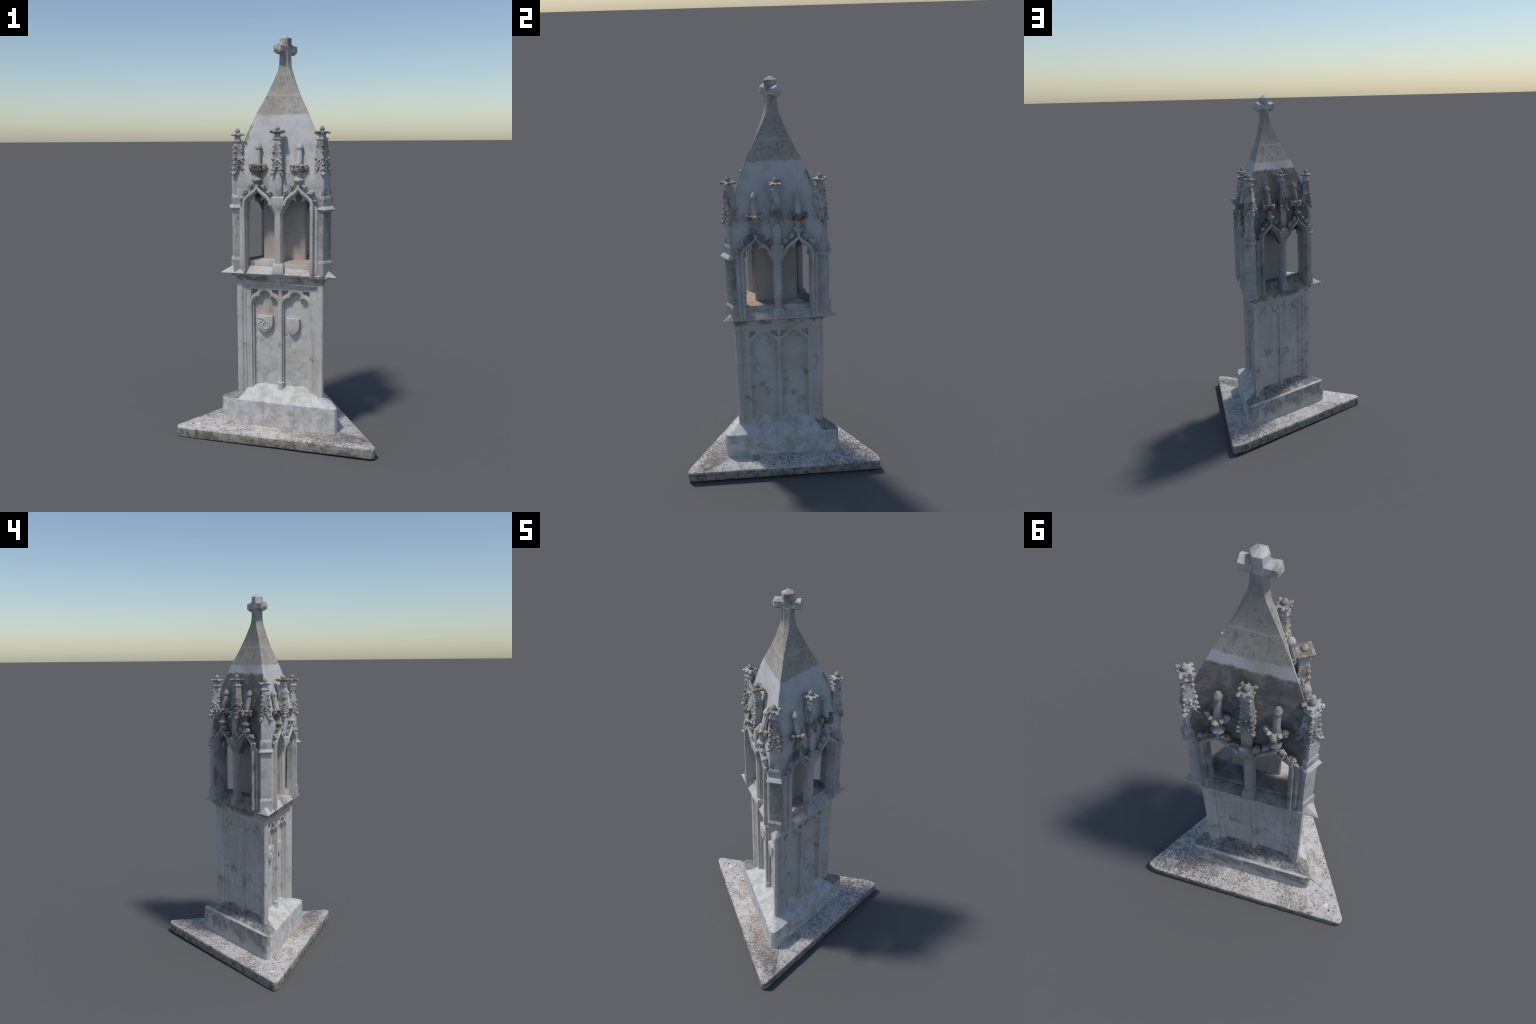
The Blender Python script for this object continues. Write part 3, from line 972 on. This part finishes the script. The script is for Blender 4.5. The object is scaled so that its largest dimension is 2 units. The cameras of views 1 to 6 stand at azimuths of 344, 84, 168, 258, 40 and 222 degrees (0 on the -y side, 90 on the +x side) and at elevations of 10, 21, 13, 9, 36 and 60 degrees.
def build_pinnacle(ang, r0, ztop, mat, carve, plain_plate=False, width=1.07, tip=(0.0, 0.0)):
    """tip: how far (sideways, outward) the head leans."""
    grp = make_empty("pinnacle", LANTERN)
    k = width
    dz = ztop - 1.565
    zb, za, zt = 1.334, 1.377, 1.499 + dz
    bm = bmesh.new()
    spirelet(bm, ang, r0, zb, za, zt, 0.0300 * k, 0.0160 * k)
    finish_mesh("spirelet", bm, carve, grp, 0.0006, angle=25)
    # crockets: along the arrises, up the gables and one on each face
    bm = bmesh.new()
    for q in range(4):
        a = rad(90 * q)

        def at(u, z, push):
            w = head_width(0.0300 * k, 0.0160 * k, zb, zt, z)
            x, y = w + push, u * (w + (push if abs(u) == 1 else 0))
            return place(ang, y * math.cos(a) + x * math.sin(a), r0 + x * math.cos(a) - y * math.sin(a), z)
        for z in (1.340, 1.364, 1.388, 1.414, 1.443, 1.473 + dz):
            sz = (0.0080 if z < 1.42 else 0.0066) * random.uniform(0.85, 1.2)
            if random.random() < 0.93:
                add_blob(bm, at(1.0, z + random.uniform(-.004, .004), -0.0022), (sz, sz, sz * 0.9), ang, 2, 0.45, 1.8)
        for i in range(3):
            f = 0.12 + 0.33 * i
            for sgn in (-1, 1):
                add_blob(bm, at(sgn * 0.80 * (1 - f), zb + 0.005 + (za - zb + 0.004) * f, 0.0004), (0.0058, 0.0050, 0.0050), ang, 2, 0.45, 1.8)
        for z, sz in ((1.388, 0.0065), (1.405, 0.0075)):
            add_blob(bm, at(0.0, z, 0.0006), (sz, sz * 0.9, sz * 0.75), ang, 2, 0.45, 1.8)
        for u in (-0.55, 0.55):
            add_blob(bm, at(u, 1.396, 0.0004), (0.0055, 0.0050, 0.0042), ang, 2, 0.45, 1.8)
    o = finish_mesh("pinnacle_crockets", bm, carve, grp, angle=80)
    o["kind"] = "stuff"
    # collar and neck
    bm = bmesh.new()
    z = zt
    add_box_rings(bm, ang, [(h * k, r0 - h * k, r0 + h * k, zz) for h, zz in ((0.0160, z - 0.004), (0.0175, z), (0.0200, z + 0.002), (0.0200, z + 0.008), (0.0150, z + 0.0115), (0.0120, z + 0.015), (0.0112, z + 0.023), (0.0135, z + 0.030))])
    finish_mesh("collar", bm, mat, grp, 0.0010)
    # crown
    bm = bmesh.new()
    zc = z + 0.036
    if plain_plate:
        add_box_rings(bm, ang, [(h, r0 - h, r0 + h, zz) for h, zz in ((0.016, zc - 0.008), (0.026, zc - 0.004), (0.0310, zc), (0.0310, zc + 0.006), (0.029, zc + 0.0075))])
        bmesh.ops.subdivide_edges(bm, edges=bm.edges[:], cuts=3, use_grid_fill=True)
    else:
        for q in range(8):
            a = rad(45 * q + random.uniform(-6, 6))
            d = 0.0310 if q % 2 else 0.0240
            sz = 0.0082 if q % 2 else 0.0070
            add_blob(bm, place(ang, d * math.cos(a), r0 + d * math.sin(a), zc + random.uniform(-.002, .002)), (sz, sz, 0.0060), ang, 2, 0.4, 2.0)
        add_box_rings(bm, ang, [(h, r0 - h, r0 + h, zz) for h, zz in ((0.012, zc - 0.008), (0.020, zc - 0.004), (0.0215, zc + 0.003), (0.013, zc + 0.006))])
    finish_mesh("crown", bm, "lichened" if plain_plate else carve, grp, angle=60, lump=0.0016, lump_scale=90)
    bm = bmesh.new()
    turned(bm, ang, 0.0, [(q, r0, zz) for q, zz in ((0.0100, zc + 0.002), (0.0092, zc + 0.009), (0.0128, zc + 0.0130), (0.0132, zc + 0.017), (0.0105, zc + 0.023), (0.0060, zc + 0.0265), (0.0055, zc + 0.029), (0.002, zc + 0.0305))], 8, 22.5)
    finish_mesh("knob", bm, "knob", grp, 0.0008, angle=45)
    lean_head(grp, ang, tip)
    return grp


def build_buttress(ang, mat, carve, ztop, back=0.0, drip=0.0, tip=(0.0, 0.0)):
    """back: how far the lower stage stands in from the usual face; drip: the same for its moulding."""
    grp = make_empty("buttress", LANTERN)
    bm = bmesh.new()
    # foot, shaft
    add_box_rings(bm, ang, [(0.0325, 0.20, 0.2895 - back, 0.850), (0.0325, 0.20, 0.2895 - back, 0.909), (0.033, 0.20, 0.2900 - back, 0.913), (0.0285, 0.20, 0.2835 - back, 0.927)])
    finish_mesh("buttress_foot", bm, mat, grp, 0.0014)
    bm = bmesh.new()
    add_box_rings(bm, ang, [(0.0285, 0.200, 0.2830 - back, 0.92 + 0.25 * i / 6) for i in range(7)])
    finish_mesh("buttress_shaft", bm, "lichen_face" if back == 0.0085 else mat, grp, 0.0022)
    # drip moulding
    bm = bmesh.new()
    add_box_rings(bm, ang, [(0.0290, 0.19, 0.2835 - back, 1.160), (0.0320, 0.19, 0.2870 - drip, 1.166), (0.0385, 0.19, 0.2975 - drip, 1.1715), (0.0385, 0.19, 0.2975 - drip, 1.1745), (0.0305, 0.19, 0.2855 - drip, 1.188)])
    finish_mesh("drip_moulding", bm, mat, grp, 0.0009)
    bm = bmesh.new()
    add_box_rings(bm, ang, [(0.0300, 0.19, 0.2845 - back, 1.184), (0.0300, 0.19, 0.2845 - back, 1.218), (0.0310, 0.19, 0.2855 - back, 1.222), (0.0240, 0.19, 0.2765 - back * 0.4, 1.238)])
    finish_mesh("buttress_block", bm, mat, grp, 0.0014)
    bm = bmesh.new()
    add_box_rings(bm, ang, [(0.0250, 0.19, 0.2755 - back * 0.35, 1.230), (0.0245, 0.20, 0.2730 - back * 0.2, 1.345), (0.0210, 0.212, 0.2685, 1.375), (0.018, 0.222, 0.265, 1.395)])
    finish_mesh("buttress_shaft", bm, mat, grp, 0.0010)
    build_pinnacle(ang, 0.2465 - back * 0.2, ztop, mat, carve, tip=tip)


for (cname, ang), (zt, back, drip, tip) in zip(CORNERS.items(), ((1.557, 0.0115, 0.012, (0.0, 0.0)), (1.565, 0.0085, 0.003, (-0.010, 0.003)), (1.567, 0.0, 0.0, (-0.004, 0.0)))):
    build_buttress(ang, "clean_b", "carved", zt, back, drip, tip)

for (fname, ang), zt in zip(FACES.items(), (1.568, 1.559, 1.573)):
    r0 = 0.1435
    bm = bmesh.new()
    add_box_rings(bm, ang, [(0.0215, 0.12, 0.1655, 1.222), (0.0210, 0.12, 0.1650, 1.25), (0.0203, 0.12, 0.1635, 1.340), (0.0185, 0.12, 0.1605, 1.372)])
    finish_mesh("pinnacle_shaft", bm, "clean_b" if fname != "rear" else "carved", LANTERN, 0.0012)
    build_pinnacle(ang, r0, zt, "clean_b", "carved" if fname != "rear" else "carved_dark", fname == "front", width=1.0, tip=(-0.004, 0.005) if fname == "front" else (0.0, 0.0))


# ------------------------------------------------------------------ spire and cross
def build_spire():
    prof = [(0.1495, 0.262, 1.262), (0.1514, 0.262, 1.274), (0.1510, 0.258, 1.308), (0.1395, 0.246, 1.350), (0.1285, 0.240, 1.400), (0.1140, 0.223, 1.465), (0.1070, 0.2115, 1.495), (0.0965, 0.192, 1.540),
            (0.0872, 0.1737, 1.580), (0.0765, 0.1520, 1.620), (0.0682, 0.1355, 1.649), (0.0575, 0.1135, 1.683), (0.0490, 0.0950, 1.717), (0.0432, 0.0795, 1.746), (0.0375, 0.0640, 1.775),
            (0.0335, 0.0510, 1.803), (0.0290, 0.0385, 1.828), (0.0265, 0.0325, 1.845), (0.0252, 0.0290, 1.862), (0.0245, 0.0275, 1.885), (0.0245, 0.0272, 1.920)]
    bm = bmesh.new()
    rings = []
    for i, rc, z in prof:
        f = max(0.0, min(1.0, (z - 1.30) / 0.12, (1.80 - z) / 0.15))
        near, far = (0.0025 * f, -0.0045 * f, 0.0), (0.002 * f, 0.0025 * f, 0.0)        # two ridges stand a little further out
        rings.append(triangle(i, rc, z, arc=2, side=12, nudge={297.2: near, 57.2: far}))
    add_loft(bm, rings)
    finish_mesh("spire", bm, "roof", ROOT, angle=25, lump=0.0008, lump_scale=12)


def hexagon_bar(bm, rings):
    """Six-sided arm parallel to the rear face; rings of (position along it, vertex radius)."""
    cz = 1.9335
    out = []
    for s, q in rings:
        row = []
        for i in range(6):
            a = rad(60 * i + 30)
            # flats look forward and back, points up and down
            row.append(place(FACES["rear"], s, q * math.cos(a), cz + q * math.sin(a)))
        out.append(row)
    add_loft(bm, out)


def build_cross():
    bm = bmesh.new()
    # upright: hexagon with flats along the face directions
    rings = []
    for z, q in ((1.885, 0.0280), (1.93, 0.0285), (1.975, 0.0305), (1.983, 0.0305), (1.9945, 0.010), (2.0005, 0.002)):
        rings.append([place(FACES["rear"], q * math.sin(rad(60 * i + 30)), q * math.cos(rad(60 * i + 30)), z) for i in range(6)])
    add_loft(bm, rings)
    finish_mesh("cross_upright", bm, "cross", CROSS, 0.0016, angle=25)
    bm = bmesh.new()
    hexagon_bar(bm, [(-0.0690, 0.004), (-0.0585, 0.0275), (-0.03, 0.0270), (0.03, 0.0270), (0.0585, 0.0275), (0.0690, 0.004)])
    finish_mesh("cross_arm", bm, "cross", CROSS, 0.0016, angle=25)


build_spire()
CROSS = make_empty("cross", ROOT)
build_cross()


# ------------------------------------------------------------------ tidy the tree: thing > part > sub-part
def lead_with_mesh(group):
    """Let the first mesh of a group stand for the part and carry the other pieces."""
    kids = list(group.children)
    name = group.name.split(".")[0]
    head = kids[0]
    head.parent = group.parent
    for k in kids[1:]:
        k.parent = head
    bpy.data.objects.remove(group)
    head.name = name
    head.data.name = name


for o in [o for o in bpy.data.objects if o.type == "EMPTY" and o is not ROOT]:
    lead_with_mesh(o)
